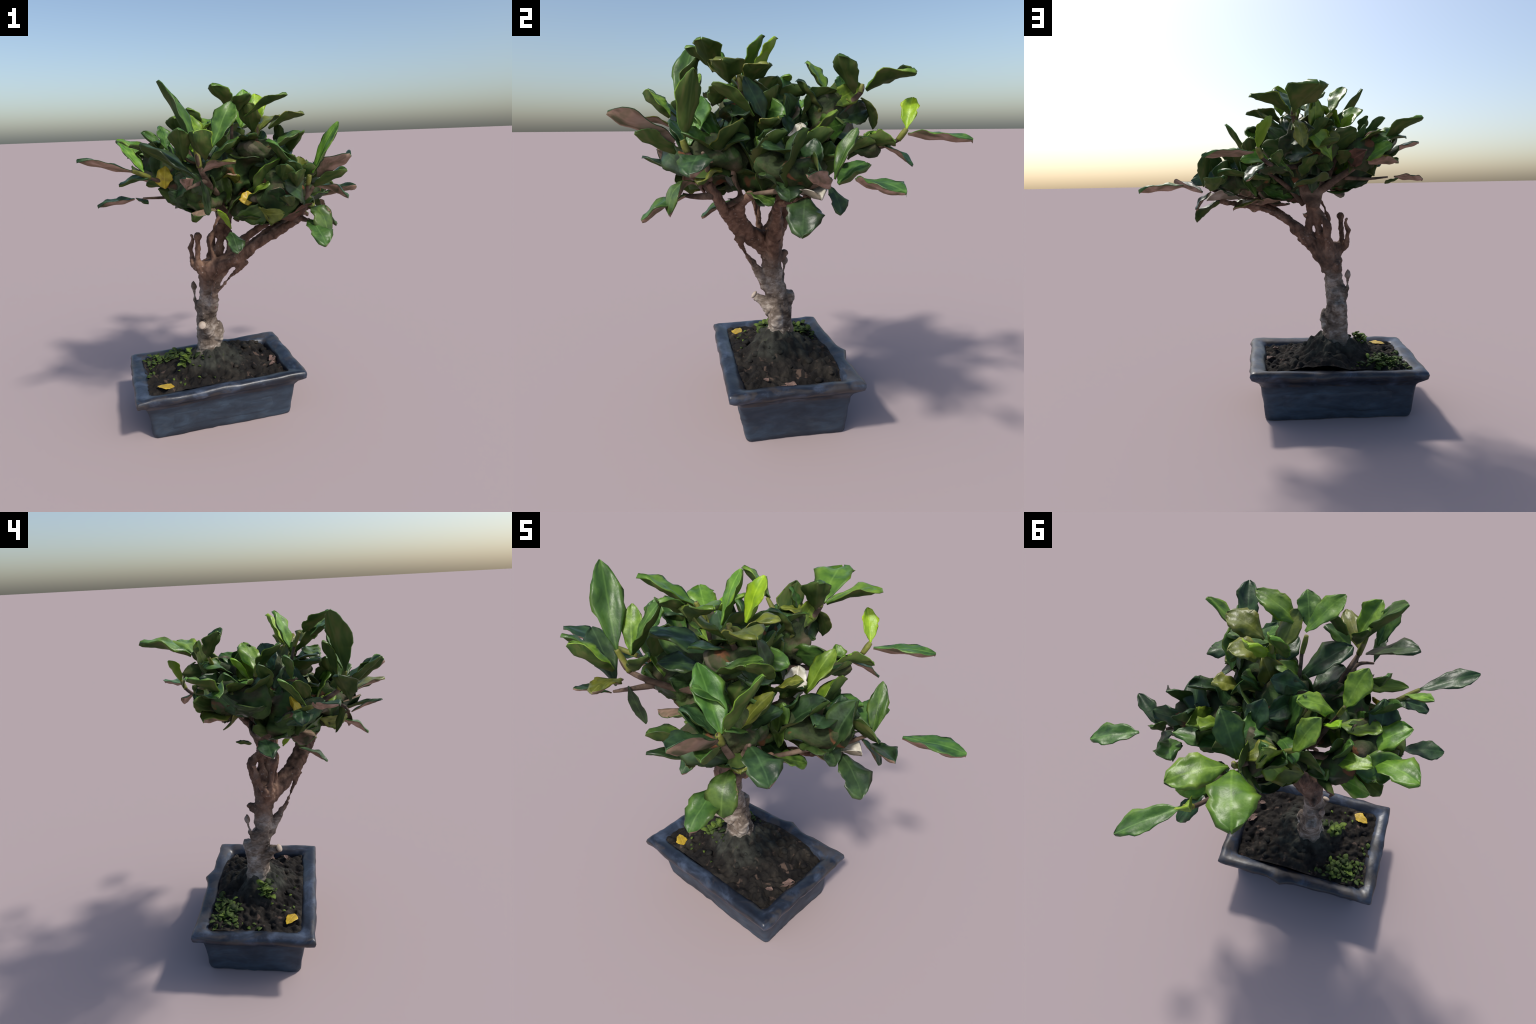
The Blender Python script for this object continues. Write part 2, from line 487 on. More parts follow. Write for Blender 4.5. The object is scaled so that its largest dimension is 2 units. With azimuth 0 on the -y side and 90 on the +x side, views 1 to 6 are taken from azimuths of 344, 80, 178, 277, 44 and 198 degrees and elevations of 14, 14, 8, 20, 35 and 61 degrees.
def build_trunk():
    bm = bmesh.new()
    # main stem: flared foot, kink at a third of the height, swelling below the fork
    tube(bm, [(-.243, .048, .28, .105), (-.244, .048, .38, .088), (-.245, .050, .45, .074), (-.244, .047, .53, .066),
              (-.249, .045, .59, .063), (-.250, .025, .66, .060), (-.243, .006, .72, .057), (-.237, .003, .78, .055),
              (-.230, .000, .85, .055), (-.222, -.018, .91, .060), (-.220, -.032, .96, .070), (-.224, -.040, 1.0, .058),
              (-.226, -.042, 1.012, .045)], 20, 5)
    tube(bm, [(-.255, .07, .56, .05), (-.255, .095, .62, .042), (-.252, .100, .645, .034)], 12, 4)        # knuckle at the back
    tube(bm, [(-.245, .0, .54, .045), (-.275, -.045, .585, .030), (-.300, -.085, .613, .024)], 10, 4)     # pruned stub, front
    tube(bm, [(-.205, .02, .48, .045), (-.178, .02, .545, .030), (-.182, .02, .59, .014)], 10, 4)          # burr on the right
    tube(bm, [(-.225, -.01, .66, .030), (-.222, -.048, .72, .030), (-.218, -.08, .78, .026),
              (-.222, -.115, .845, .018), (-.228, -.150, .895, .009)], 10, 4)                                # torn bark flap
    tube(bm, [(-.275, .04, .655, .036), (-.290, .045, .70, .032), (-.285, .04, .73, .018)], 10, 4)         # knob, left
    tube(bm, [(-.285, .060, .68, .018), (-.308, .078, .72, .013), (-.310, .085, .78, .011),
              (-.312, .090, .82, .014), (-.312, .090, .853, .004)], 8, 5)                                   # dead spur
    tube(bm, [(-.235, .03, .84, .030), (-.248, .07, .87, .020), (-.252, .088, .885, .011)], 8, 4)          # short snag
    # two dead forks on the left
    tube(bm, [(-.235, -.02, .92, .05), (-.283, -.036, .955, .030), (-.316, -.025, .99, .018), (-.322, .0, 1.04, .015),
              (-.325, .018, 1.078, .018), (-.312, .026, 1.12, .012), (-.310, .032, 1.15, .014), (-.309, .033, 1.162, .004)], 10, 5)
    tube(bm, [(-.24, -.04, .93, .05), (-.285, -.048, .97, .030), (-.297, -.053, 1.02, .019), (-.294, -.064, 1.09, .017),
              (-.295, -.076, 1.15, .020), (-.295, -.078, 1.178, .014)], 10, 5)
    # stubby arm bending over at the back
    tube(bm, [(-.215, .0, .94, .05), (-.203, .033, 1.0, .030), (-.190, .060, 1.08, .026), (-.183, .062, 1.125, .028),
              (-.160, .015, 1.175, .026), (-.14, .0, 1.21, .02)], 12, 5)
    # upright leader, with a slim shoot beside it
    tube(bm, [(-.205, -.03, .93, .05), (-.175, .0, 1.0, .033), (-.148, .012, 1.08, .026), (-.132, .015, 1.18, .025),
              (-.11, .02, 1.28, .032), (-.09, .05, 1.38, .030)], 14, 5)
    tube(bm, [(-.205, -.055, .98, .024), (-.205, -.075, 1.035, .013), (-.222, -.088, 1.12, .012), (-.19, -.09, 1.22, .013),
              (-.14, -.09, 1.30, .012)], 8, 5)
    # strong limb to the front right: two stems side by side, grown together at the base
    tube(bm, [(-.215, -.04, .92, .056), (-.172, -.095, .98, .048), (-.125, -.145, 1.01, .042), (-.055, -.21, 1.06, .032),
              (.038, -.265, 1.14, .026), (.12, -.292, 1.188, .025), (.22, -.325, 1.252, .024), (.25, -.37, 1.33, .020)], 14, 5)
    tube(bm, [(-.20, -.05, .94, .05), (-.135, -.115, 1.005, .044), (-.055, -.165, 1.065, .030), (.05, -.205, 1.15, .024),
              (.15, -.22, 1.21, .022), (.25, -.18, 1.265, .018)], 12, 5)
    tube(bm, [(-.10, -.155, 1.03, .035), (-.03, -.20, 1.08, .027), (.05, -.238, 1.148, .020), (.12, -.26, 1.195, .014)], 10, 4)
    # third stem, leaning right under the crown
    tube(bm, [(-.20, .0, .82, .038), (-.182, .0, .88, .036), (-.14, -.008, .95, .042), (-.092, -.010, 1.0, .041),
              (-.040, -.012, 1.06, .038), (.015, -.018, 1.12, .027), (.095, -.035, 1.172, .020), (.20, -.045, 1.215, .019),
              (.33, -.02, 1.245, .018), (.45, .03, 1.275, .015)], 12, 5)
    tube(bm, [(-.05, -.012, 1.05, .034), (.0, -.012, 1.075, .026), (.035, -.012, 1.085, .010)], 8, 4)
    tube(bm, [(-.075, -.01, 1.03, .030), (-.085, .0, 1.12, .024), (-.09, .01, 1.20, .022), (-.08, .02, 1.30, .022)], 10, 4)
    # thin strip bridging the flap and the limb
    tube(bm, [(-.215, -.10, .795, .010), (-.185, -.128, .85, .009), (-.140, -.160, .91, .010), (-.085, -.188, .975, .016),
              (-.05, -.205, 1.02, .026)], 8, 4)
    trunk = remeshed("trunk", bm, 0.0065, [BARK], TREE, 2, bark_relief)
    # pale cut face on the stub
    bm = bmesh.new()
    bmesh.ops.create_icosphere(bm, subdivisions=3, radius=1.0)
    axis = V((-.25, -.70, .50)).to_track_quat("Z", "Y").to_matrix().to_4x4()
    bm.transform(Matrix.Translation((-.303, -.093, .619)) @ axis @ Matrix.Diagonal((.023, .025, .012, 1)))
    mesh_object("cut_stub", bm, [CUTWOOD], trunk)
    bm = bmesh.new()
    bmesh.ops.create_icosphere(bm, subdivisions=3, radius=1.0)
    bm.transform(Matrix.Translation((-.213, -.062, .715)) @ Matrix.Rotation(.3, 4, "X") @ Matrix.Diagonal((.013, .012, .026, 1)))
    mesh_object("torn_bark", bm, [CHIP], trunk)
    return trunk


BRANCHES = [
    # limb to the front shoot, and on to the low right shoots
    [(.22, -.325, 1.25, .034), (.25, -.40, 1.36, .024), (.245, -.45, 1.46, .017), (.25, -.47, 1.51, .010)],
    [(.10, -.285, 1.20, .020), (.23, -.20, 1.26, .018), (.34, -.08, 1.295, .016), (.43, .01, 1.31, .016), (.53, .10, 1.36, .010)],
    [(.24, -.35, 1.27, .024), (.24, -.44, 1.27, .016), (.24, -.48, 1.28, .010)],
    [(.24, -.39, 1.33, .022), (.16, -.45, 1.36, .016), (.12, -.48, 1.37, .010)],
    [(.25, -.36, 1.34, .02), (.30, -.38, 1.43, .014), (.33, -.39, 1.46, .01)],
    # leader to the tall back shoot
    [(-.09, .05, 1.38, .036), (-.05, .16, 1.50, .030), (-.01, .29, 1.62, .026), (.03, .39, 1.72, .016), (.03, .40, 1.76, .008)],
    [(-.06, .14, 1.48, .024), (.03, .27, 1.46, .020), (.13, .42, 1.46, .016), (.20, .52, 1.50, .014), (.22, .55, 1.55, .010)],
    [(-.02, .26, 1.59, .02), (-.12, .26, 1.68, .014), (-.19, .27, 1.75, .008)],
    # crown
    [(-.09, .05, 1.36, .034), (-.03, -.03, 1.48, .028), (.03, -.11, 1.60, .022), (.05, -.19, 1.72, .016), (.05, -.2, 1.80, .009)],
    [(-.06, -.08, 1.24, .028), (.03, -.04, 1.34, .022), (.14, .03, 1.42, .016), (.20, .05, 1.46, .010)],
    [(.02, -.10, 1.58, .020), (.08, -.10, 1.58, .012), (.14, -.11, 1.56, .01)],
    [(.00, -.08, 1.55, .02), (-.08, -.16, 1.63, .014), (-.09, -.2, 1.78, .012), (-.1, -.23, 1.86, .008)],
    [(-.07, .10, 1.46, .02), (-.03, .19, 1.58, .014), (.04, .19, 1.65, .008)],
    # front left shoot
    [(-.11, .02, 1.28, .036), (-.17, -.12, 1.40, .028), (-.25, -.30, 1.48, .022), (-.32, -.44, 1.58, .016), (-.34, -.47, 1.68, .010)],
    [(-.28, -.36, 1.50, .02), (-.33, -.45, 1.50, .014), (-.40, -.49, 1.48, .008)],
    # left shoots
    [(-.11, .02, 1.30, .036), (-.26, -.05, 1.38, .030), (-.42, -.15, 1.46, .022), (-.55, -.25, 1.53, .014), (-.64, -.31, 1.57, .008)],
    [(-.11, .03, 1.30, .034), (-.26, .07, 1.40, .028), (-.41, .09, 1.50, .022), (-.51, .09, 1.57, .014), (-.53, .10, 1.62, .009)],
    [(-.20, .03, 1.40, .024), (-.26, .02, 1.55, .018), (-.31, 0, 1.66, .012), (-.33, -.01, 1.72, .008)],
    [(-.30, .04, 1.40, .020), (-.44, .02, 1.39, .013), (-.58, -.04, 1.40, .008)],
    [(-.22, -.04, 1.36, .02), (-.28, -.17, 1.43, .014), (-.31, -.28, 1.50, .009)],
]


def build_branches(trunk):
    for k, pts in enumerate(BRANCHES):
        bm = bmesh.new()
        tube(bm, [(*p[:3], p[3] * 0.72) for p in pts], 10, 6, 0.16, k * 3.1)
        b = mesh_object("branch", bm, [TWIG], trunk)
        # fresh greenish tip of the shoot
        if pts[-1][2] > 1.5:
            bm = bmesh.new()
            tube(bm, [(*pts[-2][:3], pts[-2][3] * .9), (*V(pts[-2][:3]).lerp(V(pts[-1][:3]), .6), pts[-1][3] * 1.5), (*pts[-1][:3], pts[-1][3] * 1.15)],
                 8, 4, 0.1, k)
            mesh_object("shoot_tip", bm, [SHOOT], b)


# ------------------------------------------------------------------ dense inner foliage
def thicket_material():
    """Crowded old leaves and twigs seen as one mottled mass."""
    n = Nodes("inner_foliage", 0.75, 0.15)
    vec = n.mapping((1.0, 1.0, 1.3))
    base = n.ramp(n.noise(6.5, vec, 5, 0.6, 1.2),  # base colours darkened so gaps between leaves read as deep shadow
                  [(0.30, (0.014, 0.020, 0.010)), (0.46, (0.036, 0.052, 0.020)), (0.60, (0.062, 0.055, 0.030)), (0.76, (0.120, 0.086, 0.062))])
    green = n.mask(n.noise(5.0, n.mapping((1, 1, 1), (4, 2, 9)), 3, 0.5, 0.8), 0.47, 0.58)
    base = n.mix(n.math("MULTIPLY", green, 0.8), base, n.ramp(n.noise(9.0), [(0.35, (0.022, 0.048, 0.018)), (0.65, (0.065, 0.125, 0.030))]))
    rust = n.mask(n.noise(8.0, n.mapping((1, 1, 1), (7, 1, 3)), 3, 0.5, 0.6), 0.61, 0.69)
    base = n.mix(n.math("MULTIPLY", rust, 0.7), base, (0.19, 0.065, 0.032))
    pale = n.mask(n.noise(7.0, n.mapping((1, 1, 1), (1, 8, 5)), 3, 0.5, 0.8), 0.62, 0.70)
    base = n.mix(n.math("MULTIPLY", pale, 0.4), base, (0.24, 0.20, 0.15))
    n.bump(n.noise(18.0), 0.5, 0.02)
    return n.finish(base)


THICKET = thicket_material()
CLUMPS = [
    ((-.06, -.04, 1.52), (.15, .16, .19)),
    ((-.46, .04, 1.57), (.12, .15, .080)),
    ((-.38, .15, 1.53), (.09, .09, .08)),
    ((.13, -.33, 1.42), (.16, .15, .115)),
    ((.31, -.02, 1.39), (.18, .14, .070)),
    ((.00, .24, 1.58), (.11, .09, .12)),
    ((-.10, .23, 1.56), (.12, .06, .09)),
    ((-.30, -.16, 1.50), (.14, .13, .105)),
    ((.07, -.19, 1.63), (.10, .10, .09)),
    ((.13, .38, 1.46), (.08, .11, .035)),
    ((.06, -.14, 1.33), (.15, .15, .05)),
    ((-.26, -.11, 1.39), (.15, .11, .06)),
]


def build_thicket():
    bm = bmesh.new()
    for k, (c, r) in enumerate(CLUMPS):
        part = bmesh.ops.create_icosphere(bm, subdivisions=4, radius=1.0)["verts"]
        for v in part:
            v.co = V(c) + V((v.co.x * r[0], v.co.y * r[1], v.co.z * r[2])) * 0.95

    def crumple(p):
        ridge = 1 - 2 * abs(noise.noise(p * 8.5))
        return 0.040 * ridge + 0.050 * fbm(p, 5.0, 3) + 0.012 * fbm(p, 24, 2) - 0.02
    cone = bmesh.new()
    tube(cone, [(-.112, .01, 1.22, .034), (-.108, .01, 1.28, .046), (-.095, .00, 1.35, .066), (-.08, .0, 1.42, .080)], 20, 6, .25, 3)
    cone = remeshed("twig_cone", cone, 0.011, [TWIG], TREE, 3, lambda p: 0.018 * (1 - 2 * abs(noise.noise(V((p.x * 14, p.y * 14, p.z * 6))))) + .012 * fbm(p, 11))
    cone["kind"] = "stuff"
    o = remeshed("inner_foliage", bm, 0.014, [THICKET], TREE, 6, crumple)
    o["kind"] = "stuff"
    return o


# ------------------------------------------------------------------ leaves
def leaf_mesh(name, arch, fold, twist, blunt, seed, belly=0.17):
    """Unit leaf along +X (length 1, width 1 on Y): obovate blade with stalk, midrib fold and thickness."""
    nu, nv = 14, 8
    bm = bmesh.new()
    top, bot = [], []
    for i in range(nu + 1):
        u = i / nu
        # outline: narrow stalk, broadest past the middle, rounded end with a small point
        w = 0.055 + 0.47 * (math.sin(math.pi * min(1.0, max(0.0, (u - 0.05) / 0.95)) ** (1.15 + 0.25 * blunt)) ** (0.70 - 0.10 * blunt))
        if u > 0.95:
            w *= 0.62
        rt, rb = [], []
        for j in range(nv + 1):
            v = j / nv * 2 - 1
            # ragged, slightly chewed margin
            wob = 1 + (0.34 * noise.noise(V((u * 5.5, v * 1.2 + seed, seed))) + 0.10 * noise.noise(V((u * 13, v + seed, 2.0)))) * abs(v)
            y = v * w * wob
            z = fold * abs(v) ** 1.3 * w - arch * (u - 0.15) ** 2 + arch * 0.35 * u
            z += 0.17 * noise.noise(V((u * 3.8 + seed, v * 1.7, 1.7))) * (0.35 + abs(v)) * min(1.0, 3 * u)
            a = twist * (u - 0.3)
            yy, zz = y * math.cos(a) - z * 0.4 * math.sin(a), z + y * math.sin(a)
            body = max(0.0, 1 - abs(v) ** 1.6) * min(1.0, 0.35 + 2.2 * u, 0.30 + 3.5 * (1 - u))
            rt.append(bm.verts.new((u, yy, zz + 0.012 + 0.03 * body)))
            rb.append(bm.verts.new((u, yy * (1 - 0.06 * abs(v)), zz - 0.022 - belly * body)))
        top.append(rt)
        bot.append(rb)
    for i in range(nu):
        for j in range(nv):
            bm.faces.new((top[i][j], top[i + 1][j], top[i + 1][j + 1], top[i][j + 1])).material_index = 0
            bm.faces.new((bot[i][j + 1], bot[i + 1][j + 1], bot[i + 1][j], bot[i][j])).material_index = 1
        bm.faces.new((bot[i][0], bot[i + 1][0], top[i + 1][0], top[i][0])).material_index = 0
        bm.faces.new((top[i][nv], top[i + 1][nv], bot[i + 1][nv], bot[i][nv])).material_index = 0
    for j in range(nv):
        bm.faces.new((top[0][j], top[0][j + 1], bot[0][j + 1], bot[0][j])).material_index = 0
        bm.faces.new((top[nu][j + 1], top[nu][j], bot[nu][j], bot[nu][j + 1])).material_index = 0
    me = bpy.data.meshes.new(name)
    bm.to_mesh(me)
    bm.free()
    me.materials.append(TOPS["mid"])
    me.materials.append(UNDER["green"])
    me.polygons.foreach_set("use_smooth", [True] * len(me.polygons))
    return me


SHAPES = {
    "flat": leaf_mesh("leaf_flat", 0.10, 0.22, 0.10, 0, 1.3),
    "broad": leaf_mesh("leaf_broad", 0.14, 0.15, -0.16, 1, 3.2),
    "arch": leaf_mesh("leaf_arched", 0.75, 0.12, -0.20, 1, 4.1),
    "droop": leaf_mesh("leaf_drooping", 1.6, 0.05, 0.25, 1, 7.7),
    "cup": leaf_mesh("leaf_cupped", 0.30, 0.50, 0.15, 0, 9.2, 0.26),
    "wavy": leaf_mesh("leaf_wavy", 0.45, 0.25, 0.80, 0, 12.6),
    "rise": leaf_mesh("leaf_upturned", -0.55, 0.25, -0.30, 1, 15.4),
    "fold": leaf_mesh("leaf_folded", 0.35, 0.75, -0.35, 0, 31.7, 0.16),
    "curl": leaf_mesh("leaf_curled", 1.05, 0.30, 0.70, 1, 37.2, 0.15),
    "thin_fold": leaf_mesh("leaf_thin_folded", 0.30, 0.70, 0.45, 0, 41.6, 0.08),
    "thin_curl": leaf_mesh("leaf_thin_curled", 1.10, 0.25, -0.70, 1, 47.9, 0.08),
    "thin": leaf_mesh("leaf_thin", 0.25, 0.20, 0.25, 0, 18.9, 0.07),
    "thin_arch": leaf_mesh("leaf_thin_arched", 0.80, 0.12, -0.30, 1, 22.3, 0.07),
    "thin_wavy": leaf_mesh("leaf_thin_wavy", -0.30, 0.32, 0.60, 0, 25.1, 0.08),
}
LEAF_COUNT = [0]


def leaf(base, tip, width, tint="mid", shape=None, under=None, roll=0.0, parent=None, face=None):
    """One leaf from its stalk to its tip; the upper face looks to the sky unless rolled."""
    base, tip = V(base), V(tip)
    ax = tip - base
    length = ax.length
    x = ax / length
    up = V((0, 0, 1)) - x * x.z
    if up.length < 0.12:
        out = V((base.x + 0.1, base.y, 0))
        up = -(out - x * out.dot(x))
    if face is not None:
        up = face - x * face.dot(x)
    z = up.normalized()
    z = Matrix.Rotation(math.radians(roll), 3, x) @ z
    y = z.cross(x)
    m = Matrix((x, y, z)).transposed().to_4x4()
    m.translation = base
    k = LEAF_COUNT[0]
    LEAF_COUNT[0] += 1
    if shape is None:
        shape = ("flat", "arch", "cup", "broad", "wavy", "fold", "broad", "curl")[k % 8]
    if under is None:
        under = {"lime": "lime", "yellow": "yellow", "dead": "dead", "cream": "cream"}.get(tint, "green")
    o = bpy.data.objects.new("leaf", SHAPES[shape])
    link(o, parent or TREE)
    o.matrix_world = m @ Matrix.Diagonal((length, width * 1.08, width, 1))
    for slot, mat in ((0, TOPS[tint]), (1, UNDER[under])):
        o.material_slots[slot].link = "OBJECT"
        o.material_slots[slot].material = mat
    return o


# Every shoot carries a whorl: (stalk, tip, blade width, tint, shape, underside, roll)
def whorl(*rows):
    for base, tip, width, tint, *opt in rows:
        shape = opt[0] if len(opt) > 0 else None
        under = opt[1] if len(opt) > 1 else None
        roll = opt[2] if len(opt) > 2 else 0.0
        leaf(base, tip, width, tint, shape, under, roll)


def build_leaves():
    # front right shoot
    whorl(
        ((.23, -.44, 1.49), (.06, -.38, 1.705), .120, "mid", "flat"),
        ((.27, -.46, 1.52), (.43, -.42, 1.78), .095, "bright", "flat"),
        ((.28, -.50, 1.51), (.34, -.75, 1.63), .110, "dark", "cup", "mauve"),
        ((.17, -.49, 1.46), (.10, -.665, 1.55), .085, "mid", "cup"),
        ((.26, -.50, 1.46), (.37, -.65, 1.55), .085, "mid", "cup"),
        ((.20, -.36, 1.42), (.29, -.22, 1.60), .115, "olive", "flat"),
        ((.32, -.385, 1.45), (.49, -.455, 1.415), .125, "dark", "arch", "mauve"),
        ((.16, -.45, 1.35), (.05, -.65, 1.44), .070, "dark", "flat"),
        ((.12, -.38, 1.44), (.07, -.28, 1.60), .075, "dark", "flat"),
        ((.22, -.44, 1.48), (.12, -.52, 1.60), .085, "dark", "flat"),
    )
    # low leaves under the front right shoot
    whorl(
        ((.26, -.43, 1.34), (.33, -.57, 1.27), .120, "mid", "droop", "mauve"),
        ((.24, -.46, 1.28), (.26, -.67, 1.20), .110, "mid", "arch", "mauve"),
        ((-.13, -.22, 1.20), (-.13, -.395, 1.135), .085, "dark", "arch", "mauve"),
        ((.20, -.30, 1.40), (.30, -.42, 1.36), .110, "olive", "arch"),
        ((-.10, -.18, 1.27), (.05, -.32, 1.29), .090, "dark", "flat"),
        ((-.10, -.12, 1.20), (-.19, -.20, 1.33), .055, "lime", "flat"),
    )
    # right hand shoots
    whorl(
        ((.43, .03, 1.32), (.41, .06, 1.515), .130, "dark", "flat"),
        ((.44, .02, 1.28), (.625, -.04, 1.18), .125, "dark", "arch"),
        ((.38, -.05, 1.35), (.50, -.06, 1.30), .105, "dark", "arch"),
        ((.54, .11, 1.36), (.51, .20, 1.56), .075, "mid", "wavy"),
        ((.50, .14, 1.34), (.42, .28, 1.42), .130, "mid", "flat"),
        ((.55, .09, 1.33), (.735, -.045, 1.40), .075, "dark", "cup", "mauve"),
        ((.65, .16, 1.37), (.885, .25, 1.35), .120, "mid", "flat", "mauve"),
        ((.15, .13, 1.40), (.45, .16, 1.455), .110, "mid", "flat"),
        ((.23, .05, 1.47), (.26, .20, 1.635), .110, "bright", "flat"),
        ((.20, -.12, 1.54), (.31, -.07, 1.605), .100, "olive", "flat"),
        ((.13, .03, 1.50), (.09, .00, 1.63), .085, "dark", "flat"),
        ((.27, .0, 1.36), (.40, -.02, 1.46), .100, "dark", "cup"),
        ((.50, .10, 1.33), (.60, .13, 1.24), .070, "dark", "arch", "mauve"),
    )
    # far right back shoot
    whorl(
        ((.24, .55, 1.53), (.475, .73, 1.51), .110, "mid", "flat", "mauve"),
        ((.22, .55, 1.55), (.155, .60, 1.695), .075, "lime", "cup"),
        ((.18, .45, 1.48), (.285, .57, 1.405), .075, "dark", "arch", "mauve"),
        ((.13, .42, 1.45), (.10, .44, 1.545), .075, "bright", "cup"),
    )
    # tall back shoot
    whorl(
        ((.03, .36, 1.72), (.12, .25, 1.885), .120, "mid", "flat"),
        ((.05, .41, 1.74), (.235, .56, 1.83), .130, "bright", "arch"),
        ((.03, .42, 1.74), (-.065, .68, 1.87), .165, "bright", "arch"),
        ((-.18, .28, 1.75), (-.26, .20, 1.90), .110, "bright", "flat"),
        ((-.05, .33, 1.71), (-.08, .32, 1.81), .090, "mid", "flat"),
        ((.02, .40, 1.70), (-.02, .51, 1.58), .070, "olive", "droop"),
        ((.03, .34, 1.68), (-.10, .27, 1.74), .080, "olive", "arch"),
        ((.04, .20, 1.65), (.00, .09, 1.785), .110, "dark", "flat"),
    )
    # crown
    whorl(
        ((.07, -.13, 1.79), (.09, -.045, 1.955), .115, "lime", "flat"),
        ((-.03, -.17, 1.77), (.01, -.09, 1.975), .110, "bright", "flat"),
        ((.10, -.25, 1.76), (.275, -.29, 1.86), .125, "olive", "arch"),
        ((-.05, -.31, 1.82), (.155, -.365, 1.95), .105, "bright", "arch"),
        ((.03, -.20, 1.74), (-.04, -.35, 1.885), .110, "olive", "broad"),
        ((-.09, -.25, 1.86), (-.225, -.385, 1.98), .110, "bright", "flat"),
        ((-.10, -.29, 1.84), (-.05, -.43, 1.93), .100, "mid", "flat"),
        ((.05, -.10, 1.57), (.13, -.04, 1.75), .110, "mid", "flat"),
        ((.00, -.08, 1.58), (.07, -.135, 1.775), .125, "olive", "flat"),
        ((.24, -.16, 1.61), (.27, -.33, 1.75), .090, "bright", "wavy"),
        ((.10, -.33, 1.66), (.28, -.26, 1.74), .110, "mid", "flat"),
        ((-.08, .09, 1.56), (-.16, .05, 1.815), .120, "mid", "flat"),
        ((-.08, -.17, 1.62), (-.28, -.33, 1.765), .125, "dark", "arch"),
        ((.07, -.17, 1.75), (.20, -.10, 1.85), .110, "olive", "arch"),
    )
    # front left shoot
    whorl(
        ((-.34, -.47, 1.68), (-.468, -.39, 2.0), .120, "mid", "wavy"),
        ((-.30, -.43, 1.66), (-.345, -.36, 1.84), .090, "bright", "flat"),
        ((-.30, -.52, 1.62), (-.37, -.645, 1.755), .110, "bright", "cup"),
        ((-.40, -.48, 1.62), (-.44, -.63, 1.77), .095, "mid", "flat"),
        ((-.40, -.50, 1.48), (-.42, -.645, 1.56), .055, "dark", "arch", "mauve"),
        ((-.32, -.48, 1.56), (-.20, -.68, 1.635), .085, "olive", "arch", "mauve"),
        ((-.25, -.46, 1.68), (-.13, -.38, 1.895), .120, "mid", "flat", None, 20),
        ((-.35, -.50, 1.53), (-.58, -.43, 1.725), .105, "dark", "arch"),
        ((-.32, -.46, 1.52), (-.285, -.43, 1.335), .055, "dark", "thin", "green", 90),
        ((-.28, -.45, 1.60), (-.14, -.46, 1.71), .095, "mid", "flat"),
    )
    # left shoots
    whorl(
        ((-.64, -.31, 1.57), (-.888, -.415, 1.645), .100, "dark", "flat", "mauve"),
        ((-.58, -.27, 1.56), (-.69, -.15, 1.715), .070, "bright", "flat"),
        ((-.52, -.24, 1.53), (-.71, -.26, 1.52), .085, "dark", "arch"),
        ((-.46, -.19, 1.58), (-.48, -.245, 1.47), .090, "yellow", "flat", "yellow"),
        ((-.45, -.20, 1.67), (-.47, -.17, 1.79), .085, "mid", "flat"),
        ((-.30, -.28, 1.50), (-.57, -.22, 1.69), .080, "bright", "wavy"),
        ((-.63, -.07, 1.405), (-.828, -.12, 1.39), .100, "dark", "flat", "mauve"),
        ((-.615, .075, 1.392), (-.55, .008, 1.365), .055, "dark", "flat"),
        ((-.50, .15, 1.60), (-.675, .265, 1.75), .125, "bright", "arch"),
        ((-.34, .13, 1.50), (-.39, .15, 1.70), .115, "mid", "flat"),
        ((-.51, .06, 1.58), (-.49, -.10, 1.715), .125, "dark", "flat"),
        ((-.33, -.01, 1.71), (-.39, -.14, 1.84), .115, "bright", "flat"),
        ((-.29, .0, 1.68), (-.16, .075, 1.835), .095, "bright", "arch", "lime"),
        ((-.27, .04, 1.64), (-.33, .12, 1.765), .075, "lime", "flat"),
        ((-.36, .12, 1.49), (-.57, .24, 1.495), .125, "olive", "broad", "mauve"),
    )
    # low shaded leaves round the back
    whorl(
        ((-.02, .25, 1.41), (-.10, .31, 1.53), .120, "dark", "flat"),
        ((.02, .27, 1.58), (-.23, .30, 1.62), .130, "olive", "broad", "green", 50),
        ((-.04, .27, 1.60), (-.16, .31, 1.72), .120, "mid", "broad"),
        ((-.20, .14, 1.40), (.02, .31, 1.37), .150, "dark", "thin"),
        ((.33, .01, 1.285), (.53, .06, 1.295), .110, "cream", "thin_fold"),
        ((.08, -.10, 1.27), (.27, -.12, 1.235), .100, "dark", "thin", "mauve"),
        ((.19, -.03, 1.27), (.38, .02, 1.250), .095, "olive", "thin_arch", "mauve"),
        ((.02, -.18, 1.24), (.19, -.24, 1.225), .090, "dark", "thin_wavy", "dead"),
        ((.26, -.20, 1.28), (.37, -.10, 1.250), .090, "mid", "thin", "mauve"),
        ((.19, .03, 1.44), (.18, .06, 1.58), .090, "cream", "thin"),
        ((-.25, .14, 1.48), (-.32, .26, 1.56), .120, "mid", "flat"),
        ((-.04, -.29, 1.43), (-.05, -.33, 1.36), .080, "yellow", "flat", "yellow"),
    )
    clothe_thicket()


